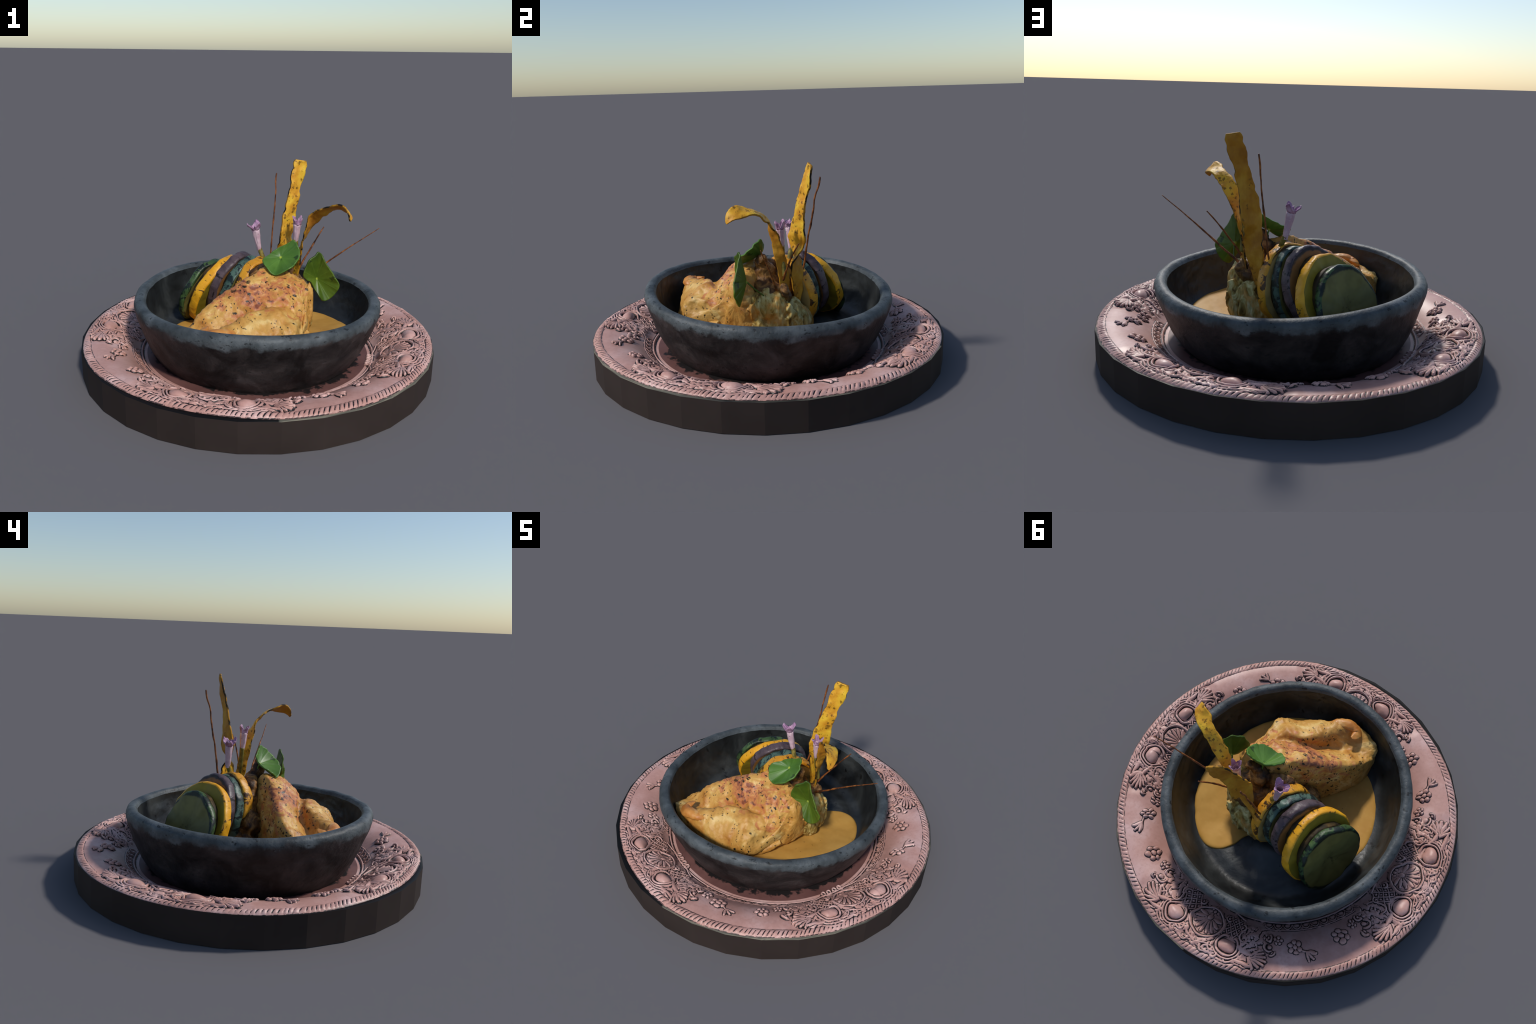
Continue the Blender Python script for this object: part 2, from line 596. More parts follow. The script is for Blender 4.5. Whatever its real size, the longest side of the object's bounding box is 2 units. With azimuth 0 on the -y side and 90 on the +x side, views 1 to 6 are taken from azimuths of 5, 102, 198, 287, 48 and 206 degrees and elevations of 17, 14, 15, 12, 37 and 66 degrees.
def blossom(x, y, cx, cy, R, h, n=6, turn=0.0):
    out = h * 1.1 * np.clip(1 - np.hypot(x - cx, y - cy) ** 2 / (R * 0.36) ** 2, 0, 1) ** 0.5
    for k in range(n):
        a = turn + 2 * math.pi * k / n
        px, py = cx + R * 0.68 * math.cos(a), cy + R * 0.68 * math.sin(a)
        d = np.hypot(x - px, y - py) / (R * 0.36)
        out = np.maximum(out, h * np.clip(1 - d ** 2, 0, 1) ** 0.5)
    return out


def arc_ridge(x, y, cx, cy, R, a0, a1, w, h, taper=True):
    """Ridge along a circular arc, thinner to its ends."""
    dx, dy = x - cx, y - cy
    a = np.arctan2(dy, dx)
    mid, half = (a0 + a1) / 2, (a1 - a0) / 2
    da = np.abs((a - mid + np.pi) % (2 * np.pi) - np.pi) / half
    k = np.clip(1.0 - da ** 4, 0, 1) if taper else (da < 1).astype(float)
    d = np.abs(np.hypot(dx, dy) - R)
    return h * k * np.clip(1 - (d / w) ** 2, 0, 1) ** 0.6


def relief(theta, r):
    """Height of the embossed ornament; repeats four times round the plate."""
    u = (theta - MEDALLION + math.pi / 4) % (math.pi / 2) - math.pi / 4
    su = u * 0.88                      # tangential distance, signed
    x = np.abs(su)
    y = r
    deg = np.degrees(np.abs(u))
    P3 = np.stack([x * 28, y * 28, np.sign(u) * 3.0 + np.round((theta - u) * 2)], -1).reshape(-1, 3)
    nz = fbm(P3, 3).reshape(x.shape)
    W3 = np.stack([x * 17, y * 17, np.sign(u) * 5.0 + np.round((theta - u) * 2)], -1).reshape(-1, 3)
    warp = smooth(0.70, 0.74, r) * smooth(0.962, 0.945, r) * smooth(0.012, 0.05, x)
    x = x + 0.011 * warp * vnoise(W3 + 31).reshape(x.shape)
    y = y + 0.009 * warp * vnoise(W3 + 57).reshape(x.shape)
    fine = vnoise(P3 * 3.1).reshape(x.shape)
    H = np.zeros_like(x)

    def put(h):
        nonlocal H
        H = np.maximum(H, h)

    # twisted rope of small leaves round the edge
    jit = vnoise(np.stack([np.cos(theta) * 14, np.sin(theta) * 14, r * 6], -1).reshape(-1, 3)).reshape(x.shape)
    rope = np.abs(np.sin(theta * 122 + (r - 0.965) * 70 + 1.1 * jit))
    put((0.003 + 0.007 * rope ** 0.8 * (0.35 + 0.6 * np.abs(nz) + 0.5 * np.clip(jit + 0.3, 0, 1))) * np.clip(1 - ((r - 0.968) / 0.020) ** 2, 0, 1) ** 0.5)
    # narrow bead ring at the edge of the well, with arches above it
    put(0.009 * ridge(r - 0.668, 0.006))
    ph = theta * 84 / 2
    arch = 0.676 + 0.032 * np.abs(np.sin(ph)) ** 0.6
    zone = smooth(21, 24, deg)
    put(zone * 0.006 * ridge(r - arch, 0.0035))
    put(zone * 0.005 * ridge(np.hypot((np.abs(np.sin(ph)) - 1) * 0.03, r - 0.685), 0.007))
    put(zone * 0.004 * ridge(r - 0.716, 0.003))
    # acanthus tangle behind the medallion group
    tangle = smooth(27, 22, deg) * smooth(0.70, 0.74, r) * smooth(0.957, 0.945, r)
    swirl = np.abs(np.sin(x * 48 + 3.0 * nz + (y - 0.9) * 45)) ** 0.8
    put(tangle * (0.002 + 0.006 * np.abs(nz) ** 0.6 + 0.009 * swirl + 0.001 * fine))
    # lattice with dots
    lat = (smooth(0.085, 0.10, x) * smooth(0.245, 0.225, x) * smooth(0.695, 0.705, r) * smooth(0.835, 0.822, r))
    H = H * (1 - lat)
    p, q = (x + y) * 2 * np.pi / 0.045, (x - y) * 2 * np.pi / 0.045
    net = np.maximum(ridge(np.sin(p / 2), 0.26), ridge(np.sin(q / 2), 0.26))
    dots = np.clip(np.cos(p) * -1, 0, 1) * np.clip(np.cos(q) * -1, 0, 1)
    put(lat * (0.007 * net + 0.006 * dots ** 2))
    # medallion: stippled shell with petals in a scrolled frame
    ex, ey = x / 0.092, (y - 0.800) / 0.082
    e = np.hypot(ex, ey)
    inside = smooth(1.02, 0.94, e)
    stip = np.abs(np.sin(su * 520) * np.sin(r * 520))
    H = H * (1 - inside)
    put(inside * (0.004 + 0.0016 * stip + 0.006 * np.clip(1 - e ** 2, 0, 1)))
    for k in range(9):
        a = math.radians(-10 + 25 * k)
        c, s = math.cos(a), math.sin(a)
        put(leaflet(su, y, (c * 0.024, 0.775 + s * 0.022), (c * 0.078, 0.785 + s * 0.078), 0.0120, 0.016))
    put(0.017 * np.clip(1 - (np.hypot(su, y - 0.772) / 0.022) ** 2, 0, 1) ** 0.5)
    put(blossom(su, y, 0.0, 0.730, 0.035, 0.011, 7))
    put(0.019 * ridge((e - 1.08) * 0.085, 0.0085) * (0.75 + 0.25 * np.abs(ey)))
    put(0.015 * ridge(y - (0.915 + 0.012 * np.cos(x * 42)), 0.0075) * smooth(0.15, 0.12, x))
    # small scroll pair that bites into the well
    for cx in (0.026, 0.075):
        put(0.012 * ridge(np.hypot(x - cx, y - 0.652) - 0.014, 0.0055))
    put(0.010 * ridge(seg_dist(x, y, (0.09, 0.66), (0.21, 0.695))[0], 0.006))
    # boss in nested crescents on either side; the ground round it is cleared first
    bx, by = 0.172, 0.872
    near = np.hypot((x - bx) / 1.15, y - by)
    H = np.where((near < 0.082) & (e > 1.12), H * smooth(0.055, 0.082, near), H)
    put(0.026 * np.clip(1 - ((x - bx) / 0.056) ** 2 - ((y - by) / 0.040) ** 2, 0, 1) ** 0.6)
    for k, (R, h) in enumerate([(0.058, 0.017), (0.073, 0.016), (0.088, 0.014), (0.102, 0.010)]):
        put(arc_ridge((x - bx) / 1.12 + bx, y, bx, by - 0.006, R, -1.3 + 0.25 * k, 2.9 - 0.25 * k, 0.0072, h))
    put(arc_ridge(x, y, bx - 0.006, by - 0.004, 0.056, 2.3, 4.6, 0.008, 0.017))
    put(arc_ridge(x, y, 0.105, 0.905, 0.026, 0.4, 4.2, 0.008, 0.018))
    # loose scrolls between the larger motifs
    for cx, cy, R, a0, a1 in [(0.055, 0.930, 0.020, 0.2, 4.0), (0.125, 0.938, 0.017, -1.0, 2.6), (0.255, 0.795, 0.030, 0.5, 4.6),
                              (0.225, 0.745, 0.022, -2.0, 1.8), (0.330, 0.845, 0.024, -0.5, 3.2), (0.395, 0.815, 0.026, 0.8, 4.4),
                              (0.400, 0.765, 0.020, -1.4, 2.2), (0.285, 0.935, 0.015, 0.0, 3.6), (0.110, 0.720, 0.018, 0.0, 4.0),
                              (0.420, 0.850, 0.016, -0.8, 2.4), (0.195, 0.940, 0.014, 0.4, 3.4)]:
        put(arc_ridge(x, y, cx, cy, R, a0, a1, 0.0075, 0.017))
        put(0.013 * np.clip(1 - (np.hypot(x - cx, y - cy) / (R * 0.5)) ** 2, 0, 1) ** 0.5)
    # leaf fan spreading into the plain panel
    fan = smooth(0.09, 0.06, np.hypot((x - 0.345) / 1.1, (y - 0.905) / 0.75))
    H = H * (1 - 0.85 * fan * (r < 0.955))
    for k in range(7):
        a = math.radians(-48 + 19 * k)
        L = 0.098 - 0.005 * abs(k - 3)
        fx, fy = 0.295, 0.893
        put(leaflet(x, y, (fx, fy), (fx + L * math.cos(a), min(0.954, fy + 0.75 * L * math.sin(a))), 0.0115,
                    0.018 - 0.0012 * (k % 2)))
    put(leaflet(x, y, (0.235, 0.850), (0.310, 0.880), 0.014, 0.018))
    put(leaflet(x, y, (0.225, 0.922), (0.315, 0.938), 0.013, 0.017))
    put(leaflet(x, y, (0.02, 0.935), (0.11, 0.945), 0.011, 0.014))
    # curled spray and blossom inside the panel
    for cx, cy, R, h, n in [(0.300, 0.800, 0.036, 0.013, 5), (0.365, 0.775, 0.034, 0.012, 5), (0.285, 0.745, 0.030, 0.010, 5)]:
        put(blossom(x, y, cx, cy, R, h, n, cx * 90))
    put(arc_ridge(x, y, 0.335, 0.828, 0.030, 0.2, 3.2, 0.008, 0.013))
    put(arc_ridge(x, y, 0.270, 0.790, 0.040, -0.6, 1.9, 0.008, 0.013))
    fl = blossom(x, y, 0.555, 0.812, 0.044, 0.015, 6, 0.4)
    put(fl)
    put(blossom(x, y, 0.460, 0.775, 0.030, 0.011, 5, 1.0))
    one = (su > 0).astype(float)
    for k in range(3):
        a = math.radians(18 + 32 * k)
        put(one * leaflet(x, y, (0.617, 0.845), (0.617 + 0.055 * math.cos(a), 0.845 + 0.050 * math.sin(a)), 0.0085, 0.012))
    put(one * 0.008 * ridge(seg_dist(x, y, (0.585, 0.825), (0.625, 0.850))[0], 0.004))
    # stop the relief cleanly at the outer edge
    H = H - 0.006 * smooth(29, 25, deg) * smooth(0.70, 0.76, r) * smooth(0.965, 0.94, r)
    return 1.05 * H * (1 + 0.12 * nz * (H > 0.004)) * smooth(0.992, 0.986, r)


NT, NR = 1800, 150
rr = np.concatenate([np.linspace(0.632, 0.992, NR)])
th = np.linspace(0, 2 * np.pi, NT, endpoint=False)
TH, RR = np.meshgrid(th, rr, indexing='ij')
Z = dish(RR) + relief(TH, RR)
wob = 1 + 0.002 * np.sin(5 * TH + 1) * smooth(0.9, 0.99, RR)


def pull(a):
    """The plate edge sits further in on one side of the drum."""
    d = (a + math.radians(112) + math.pi) % (2 * math.pi) - math.pi
    return 1 - 0.018 * np.exp(-(d / 0.5) ** 4)


wob = wob * (1 + (pull(TH) - 1) * smooth(0.80, 0.985, RR))
X, Y = RR * np.cos(TH) * wob, RR * np.sin(TH) * wob
Z = Z + tilt(X, Y)
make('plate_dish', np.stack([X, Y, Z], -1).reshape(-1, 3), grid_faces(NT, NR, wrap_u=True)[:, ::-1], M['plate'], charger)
fix_normals(charger.children[-1])

# smooth well of the plate
nt, nr = 256, 40
rr = np.linspace(0.0005, 0.640, nr)
TH, RR = np.meshgrid(np.linspace(0, 2 * np.pi, nt, endpoint=False), rr, indexing='ij')
X, Y = RR * np.cos(TH), RR * np.sin(TH)
Z = dish(RR) + tilt(X, Y) + 0.0015 + 0.002 * fbm(np.stack([X * 9, Y * 9, 0 * X], -1).reshape(-1, 3), 3).reshape(X.shape)
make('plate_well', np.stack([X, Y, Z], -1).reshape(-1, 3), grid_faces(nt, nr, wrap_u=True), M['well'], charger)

# strip between the drum and the plate edge, coloured as scan texture bleed
V = []
nb = 384
for k in range(nb):
    a = 2 * math.pi * k / nb
    seg = (a % (2 * math.pi / SIDES)) - math.pi / SIDES
    poly = math.cos(math.pi / SIDES) / math.cos(seg)
    c, s = math.cos(a), math.sin(a)
    top = float(dish(np.array([0.992]))[0] + tilt(0.992 * c, 0.992 * s)) - 0.001
    V += [(poly * 0.9995 * c, poly * 0.9995 * s, drum_height(a) - 0.001),
          (0.992 * c * pull(a), 0.992 * s * pull(a), max(top, drum_height(a) + 0.001)), (0.970 * c, 0.970 * s, top - 0.008)]
make('texture_bleed_band', V, grid_faces(nb, 3, wrap_u=True)[:, ::-1], M['band'], charger)

# ------------------------------------------------------------------ clay bowl
RIM_R = [0.6698, (-0.0068, 0.0049), (0.0032, 0.0010)]
RIM_Z = [0.3577, (-0.0144, -0.0210), (-0.0008, -0.0038), (0.0021, 0.0066)]


def rim_radius(a):
    return (RIM_R[0] + RIM_R[1][0] * np.cos(2 * a) + RIM_R[1][1] * np.sin(2 * a)
            + RIM_R[2][0] * np.cos(3 * a) + RIM_R[2][1] * np.sin(3 * a))


def rim_height(a):
    return RIM_Z[0] + sum(c * np.cos((k + 1) * a) + s * np.sin((k + 1) * a) for k, (c, s) in enumerate(RIM_Z[1:]))


# outline of the wall: (radius / rim radius, height as fraction of rim height), foot -> lip -> inside floor
OUT = [(0.76, 0.135), (0.835, 0.140), (0.876, 0.21), (0.938, 0.40), (0.984, 0.60), (1.022, 0.80), (1.045, 0.93),
       (1.052, 1.02), (1.040, 1.09), (1.010, 1.125), (0.975, 1.115), (0.955, 1.06)]
INN = [(0.955, 1.06), (0.950, 0.97), (0.936, 0.84), (0.912, 0.68), (0.876, 0.53), (0.825, 0.42), (0.73, 0.36), (0.55, 0.34), (0.30, 0.33), (0.001, 0.33)]


def bowl_shell(name, prof, n, mat, parent):
    pr = spline(prof, n)
    nt = 320
    th = np.linspace(0, 2 * np.pi, nt, endpoint=False)
    A, R = np.meshgrid(th, pr[:, 0], indexing='ij')
    _, Zf = np.meshgrid(th, pr[:, 1], indexing='ij')
    # tilt fades towards the foot
    k = np.clip((Zf - 0.12) / 0.85, 0, 1)
    rad = 0.6698 + (rim_radius(A) - 0.6698) * k
    zz = 0.3577 * Zf + (rim_height(A) - 0.3577) * k
    off = 1 - np.clip(Zf, 0, 1)       # the foot sits a little off-centre
    X, Y = -0.0048 - 0.008 * off + R * rad * np.cos(A), 0.0049 + 0.006 * off + R * rad * np.sin(A)
    P = np.stack([X * 7, Y * 7, zz * 9], -1).reshape(-1, 3)
    d = (0.006 * fbm(P, 3) + 0.0025 * fbm(P * 4, 2)).reshape(X.shape) * np.clip(R * 3, 0, 1)
    X += d * np.cos(A)
    Y += d * np.sin(A)
    zz = zz + 0.5 * d
    if prof is INN:   # the floor rises a little towards the back
        zz = zz + 0.018 * smooth(0.0, 0.28, Y) * smooth(0.80, 0.68, R) + 0.050 * np.exp(-((X + 0.09) / 0.13) ** 2 - ((Y - 0.28) / 0.10) ** 2)
    o = make(name, np.stack([X, Y, zz], -1).reshape(-1, 3), grid_faces(nt, n, wrap_u=True), mat, parent)
    return o


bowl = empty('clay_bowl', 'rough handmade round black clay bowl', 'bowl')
bowl_shell('bowl_wall', OUT, 70, M['bowl'], bowl)
bowl_shell('bowl_inside', INN, 60, M['inside'], bowl)

# ------------------------------------------------------------------ sauce
edge = closed_spline([(0.535, 0.052), (0.507, 0.186), (0.426, 0.332), (0.336, 0.397), (0.257, 0.394), (0.194, 0.343),
                      (0.10, 0.23), (-0.20, 0.18), (-0.43, 0.18), (-0.510, 0.08), (-0.525, -0.045), (-0.497, -0.196),
                      (-0.422, -0.333), (-0.27, -0.49), (-0.07, -0.575), (0.16, -0.550), (0.335, -0.435), (0.430, -0.30),
                      (0.510, -0.12)], 220)
ctr = np.array([0.02, -0.08])
prof = [(0.0, 0.151), (0.3, 0.151), (0.6, 0.151), (0.85, 0.1505), (0.95, 0.149), (0.985, 0.145), (1.0, 0.136), (0.998, 0.105)]
nr = 60
pr = spline(prof, nr)
V = []
for e in edge:
    for s, z in pr:
        p = ctr + (e - ctr) * max(s, 0.001)
        V.append((p[0], p[1], z))
V = np.array(V)
V[:, 2] += 0.0035 * fbm(V * 12, 3) + 0.050 * smooth(0.05, 0.65, V[:, 0] - V[:, 1]) * smooth(0.100, 0.125, V[:, 2]) - 0.007
V[:, :2] *= (1 + 0.006 * vnoise(V * 25))[:, None]
tag(make('cream_sauce', V, grid_faces(len(edge), nr, wrap_u=True)[:, ::-1], M['sauce']), 'pool of glossy ochre mustard cream sauce', 'sauce')
fix_normals(bpy.data.objects['cream_sauce'])

# ------------------------------------------------------------------ chicken: loft through cross-sections
SECTIONS = [
    (-0.385, [(-.43, .20), (-.43, .24), (-.45, .27), (-.48, .28), (-.50, .27), (-.51, .24), (-.49, .22)]),
    (-0.355, [(-.34, .12), (-.34, .25), (-.37, .30), (-.43, .30), (-.48, .30), (-.52, .30), (-.54, .25), (-.52, .12)]),
    (-0.300, [(-.27, .12), (-.26, .28), (-.29, .36), (-.33, .355), (-.39, .315), (-.46, .305), (-.52, .32), (-.55, .30), (-.55, .24), (-.52, .12)]),
    (-0.220, [(-.19, .12), (-.18, .28), (-.21, .415), (-.26, .425), (-.33, .365), (-.39, .315), (-.46, .305), (-.52, .345), (-.555, .33), (-.56, .25), (-.53, .12)]),
    (-0.120, [(-.12, .12), (-.10, .31), (-.155, .472), (-.21, .478), (-.28, .415), (-.345, .330), (-.39, .332), (-.44, .380), (-.51, .380), (-.55, .32), (-.55, .25), (-.52, .12)]),
    (-0.030, [(-.06, .12), (-.045, .35), (-.10, .525), (-.16, .540), (-.24, .478), (-.300, .388), (-.325, .390), (-.37, .415), (-.46, .388), (-.52, .33), (-.535, .25), (-.51, .12)]),
    (0.050, [(.02, .12), (.02, .42), (-.045, .562), (-.10, .556), (-.18, .520), (-.245, .460), (-.285, .416), (-.32, .425), (-.41, .393), (-.48, .335), (-.52, .26), (-.50, .12)]),
    (0.130, [(.05, .12), (.04, .42), (-.03, .545), (-.09, .545), (-.17, .520), (-.23, .472), (-.27, .432), (-.32, .430), (-.39, .393), (-.45, .34), (-.485, .26), (-.47, .12)]),
    (0.200, [(.03, .12), (.02, .40), (-.04, .530), (-.11, .532), (-.17, .500), (-.23, .445), (-.27, .400), (-.33, .388), (-.41, .372), (-.445, .32), (-.44, .25), (-.37, .14)]),
    (0.240, [(.01, .12), (.00, .38), (-.05, .505), (-.10, .528), (-.15, .500), (-.19, .455), (-.225, .40), (-.26, .370), (-.32, .378), (-.40, .356), (-.435, .30), (-.41, .24), (-.30, .20)]),
    (0.262, [(.00, .20), (-.01, .38), (-.05, .500), (-.10, .523), (-.15, .495), (-.185, .445), (-.21, .37), (-.25, .32), (-.32, .31), (-.37, .28), (-.35, .25), (-.25, .22)]),
    (0.290, [(-.02, .22), (-.03, .38), (-.07, .480), (-.11, .512), (-.14, .490), (-.165, .43), (-.18, .36), (-.19, .28), (-.17, .22)]),
    (0.312, [(-.06, .30), (-.07, .40), (-.09, .455), (-.115, .480), (-.135, .455), (-.14, .40), (-.14, .33), (-.11, .29)]),
]


def loft(sections, nx, nring):
    rings = np.array([closed_spline(s, nring) for _, s in sections])
    # start each ring at its lowest +y point so that rows line up
    xs = np.array([x for x, _ in sections])
    t = np.linspace(0, len(xs) - 1, nx)
    Q = np.concatenate([np.repeat(xs[:, None, None], nring, 1), rings], -1)
    Qp = np.concatenate([2 * Q[:1] - Q[1:2], Q, 2 * Q[-1:] - Q[-2:-1]])
    out = []
    for v in t:
        k = min(int(v), len(xs) - 2)
        f = v - k
        a, b, c, d = Qp[k], Qp[k + 1], Qp[k + 2], Qp[k + 3]
        out.append(0.5 * (2 * b + (c - a) * f + (2 * a - 5 * b + 4 * c - d) * f ** 2 + (3 * b - a - 3 * c + d) * f ** 3))
    V = np.array(out).reshape(-1, 3)
    F = grid_faces(nx, nring, wrap_v=True)
    V, F = cap_fan(V, F, list(range(nring)), True)
    V, F = cap_fan(V, F, list(range((nx - 1) * nring, nx * nring)))
    return V, F


chicken = empty('roast_chicken', 'seared chicken piece coated in creamy yellow sauce', 'meat', (0, 0, 0))
V, F = loft(SECTIONS, 150, 220)
fillet = make('fillet', V, F, M['chicken'], chicken)
fix_normals(fillet)


def meat(c):
    up = smooth(0.25, 0.40, c[:, 2])
    fibre = fbm(np.stack([c[:, 0] * 14 + c[:, 1] * 10, c[:, 1] * 5, c[:, 2] * 12], -1), 4)
    lumps = fbm(c * 9 + 3, 3)
    grain = fbm(c * 42, 3)
    folds = 0.5 - np.abs(fbm(np.stack([c[:, 0] * 11 + c[:, 1] * 7, c[:, 1] * 6, c[:, 2] * 8], -1) + 5, 3))
    groove = np.interp(c[:, 0], [-.30, -.20, -.12, -.03, .05, .13, .20], [-.42, -.41, -.365, -.31, -.283, -.268, -.25])
    cut = 0.020 * np.exp(-((c[:, 1] - groove + 0.01 * lumps) / 0.020) ** 2) * up * smooth(0.24, 0.12, c[:, 0])
    return -cut + 0.012 * fibre * (0.5 + 0.5 * up) + 0.007 * lumps + 0.024 * (folds - 0.3) * up + 0.005 * grain


displace(fillet, meat)
_inner = spline(INN, 200)


def keep_in_bowl(o, gap=0.008):
    """Pull vertices in so that the piece never pokes through the bowl wall."""
    c, _ = normals_of(o)
    zf = np.clip(c[:, 2] / 0.3577, 0.30, 1.1)
    lim = 0.6698 * np.interp(zf, _inner[::-1, 1], _inner[::-1, 0]) - gap
    r = np.hypot(c[:, 0], c[:, 1])
    k = np.where(c[:, 2] < 0.40, np.minimum(1, lim / np.maximum(r, 1e-6)), 1)
    c[:, :2] *= k[:, None]
    o.data.vertices.foreach_set('co', c.ravel())
    o.data.update()


keep_in_bowl(fillet)

path = spline([(-0.075, -0.480, 0.362), (-0.095, -0.505, 0.375), (-0.15, -0.530, 0.378), (-0.205, -0.538, 0.362),
               (-0.242, -0.512, 0.356), (-0.236, -0.480, 0.368), (-0.218, -0.453, 0.384)], 40)
rad = np.interp(np.linspace(0, 1, 40), [0, .12, .45, .75, .93, 1], [.010, .026, .036, .030, .020, .008])
V, F = tube(path - np.array([0, -0.004, 0.010]), rad, 24, 0.60, (-0.4, -0.5, 0.75))
curl = make('skin_curl', V, F, M['skin'], chicken)
fix_normals(curl)
displace(curl, lambda c: 0.012 * fbm(c * 22, 4))
keep_in_bowl(curl)

for pts, r0 in (([(0.17, -0.36, 0.235), (0.225, -0.275, 0.262), (0.262, -0.19, 0.315), (0.285, -0.13, 0.36)], 0.030),
                ([(0.19, -0.40, 0.235), (0.25, -0.30, 0.235), (0.295, -0.21, 0.265)], 0.026)):
    path = spline(pts, 40)
    V, F = tube(path, r0 * np.sin(np.linspace(0.25, math.pi - 0.25, 40)) ** 0.5, 18, 0.62, (0.6, -0.5, 0.7))
    o = make('meat_fold', V, F, M['chicken'], chicken)
    fix_normals(o)
    displace(o, lambda c: 0.010 * fbm(c * 18, 3) + 0.003 * fbm(c * 60, 2))


# ------------------------------------------------------------------ lumpy vegetables: fused balls, remeshed
def fused(name, balls, mat, parent=None, voxel=0.009, noise=None):
    bm = bmesh.new()
    for x, y, z, r, *sq in balls:
        s = sq[0] if sq else 1.0
        bmesh.ops.create_icosphere(bm, subdivisions=3, radius=1.0,
                                   matrix=Matrix.Translation((x, y, z)) @ Matrix.Diagonal((r, r, r * s, 1)))
    me = bpy.data.meshes.new(name)
    bm.to_mesh(me)
    bm.free()
    o = link(name, me, mat, parent)
    md = o.modifiers.new('fuse', 'REMESH')
    md.mode, md.voxel_size = 'VOXEL', voxel
    s = o.modifiers.new('soften', 'SMOOTH')
    s.factor, s.iterations = 0.5, 6
    dg = bpy.context.evaluated_depsgraph_get()
    new = bpy.data.meshes.new_from_object(o.evaluated_get(dg))
    o.modifiers.clear()
    o.data = new
    new.name = name
    new.polygons.foreach_set('use_smooth', [True] * len(new.polygons))
    if noise:
        displace(o, noise)
    return o


rng = np.random.RandomState(3)
balls = [(.21, .14, .24, .085, 1.4), (.18, .19, .24, .085, 1.3), (.20, .05, .22, .085, 1.3), (.16, -.05, .20, .08, 1.2), (.245, .09, .36, .075, 1.2), (.262, .065, .41, .048, 1.1),
         (.265, .11, .26, .055, 1.2), (.255, .165, .25, .045, 1.2), (.14, .205, .27, .075, 1.1), (.08, .215, .24, .075, 1.1),
         (.16, .19, .33, .055, 1.0), (.265, .01, .25, .055, 1.3), (.245, -.08, .25, .06, 1.3), (.27, .05, .22, .055, 1.3), (.235, .11, .19, .05, 1.2), (.20, .19, .18, .05, 1.2),
         (.275, -.04, .33, .05, 1.2), (.25, .02, .36, .07, 1.2), (.05, .235, .21, .06, 1.1)]
for k in range(26):
    a = rng.uniform(-0.5, 2.3)
    z = rng.uniform(0.23, 0.34)
    rad = 0.095 - 0.10 * max(0, z - 0.28)
    balls.append((0.19 + rad * math.cos(a) * 1.05, 0.13 + rad * math.sin(a) * 1.12, z, rng.uniform(0.016, 0.028), rng.uniform(1.0, 2.2)))
balls = [(0.17 + 0.92 * (x - 0.17), 0.08 + 0.90 * (y - 0.08), *rest) for x, y, *rest in balls]
cauli = fused('cauliflower', balls, M['cauli'], None, 0.007,
              lambda c: 0.013 * fbm(c * np.array([38, 38, 16]), 3) - 0.020 * smooth(0.15, 0.5, fbm(c * np.array([34, 34, 15]) + 9, 2)))
tag(cauli, 'pale pitted chunk of roasted cauliflower', 'vegetable')

roots = fused('caramelised_roots', [(.10, .06, .34, .12), (.15, .03, .45, .075), (.145, .025, .52, .055), (.19, .03, .44, .06),
                                    (.02, .05, .32, .10), (-.03, .01, .27, .09), (-.055, -.03, .34, .045, 1.8), (.20, .07, .42, .06),
                                    (.10, .10, .42, .07), (.18, .12, .40, .06), (.215, .145, .42, .03, 2.0), (.16, .01, .585, .035),
                                    (.19, .02, .61, .028), (.05, .09, .46, .05), (.025, .125, .52, .025, 1.4), (-.02, .02, .44, .07), (-.06, .02, .36, .085),
                                    (-.10, -.02, .31, .085), (-.14, -.01, .22, .07), (-.12, .10, .22, .12), (-.22, .13, .18, .11), (.0, .0, .50, .045), (.04, .02, .52, .05)],
              M['roots'], None, 0.008,
              lambda c: 0.020 * fbm(c * 16, 4) + 0.006 * fbm(c * 55, 2))
tag(roots, 'dark brown caramelised root vegetables in a heap', 'vegetable')


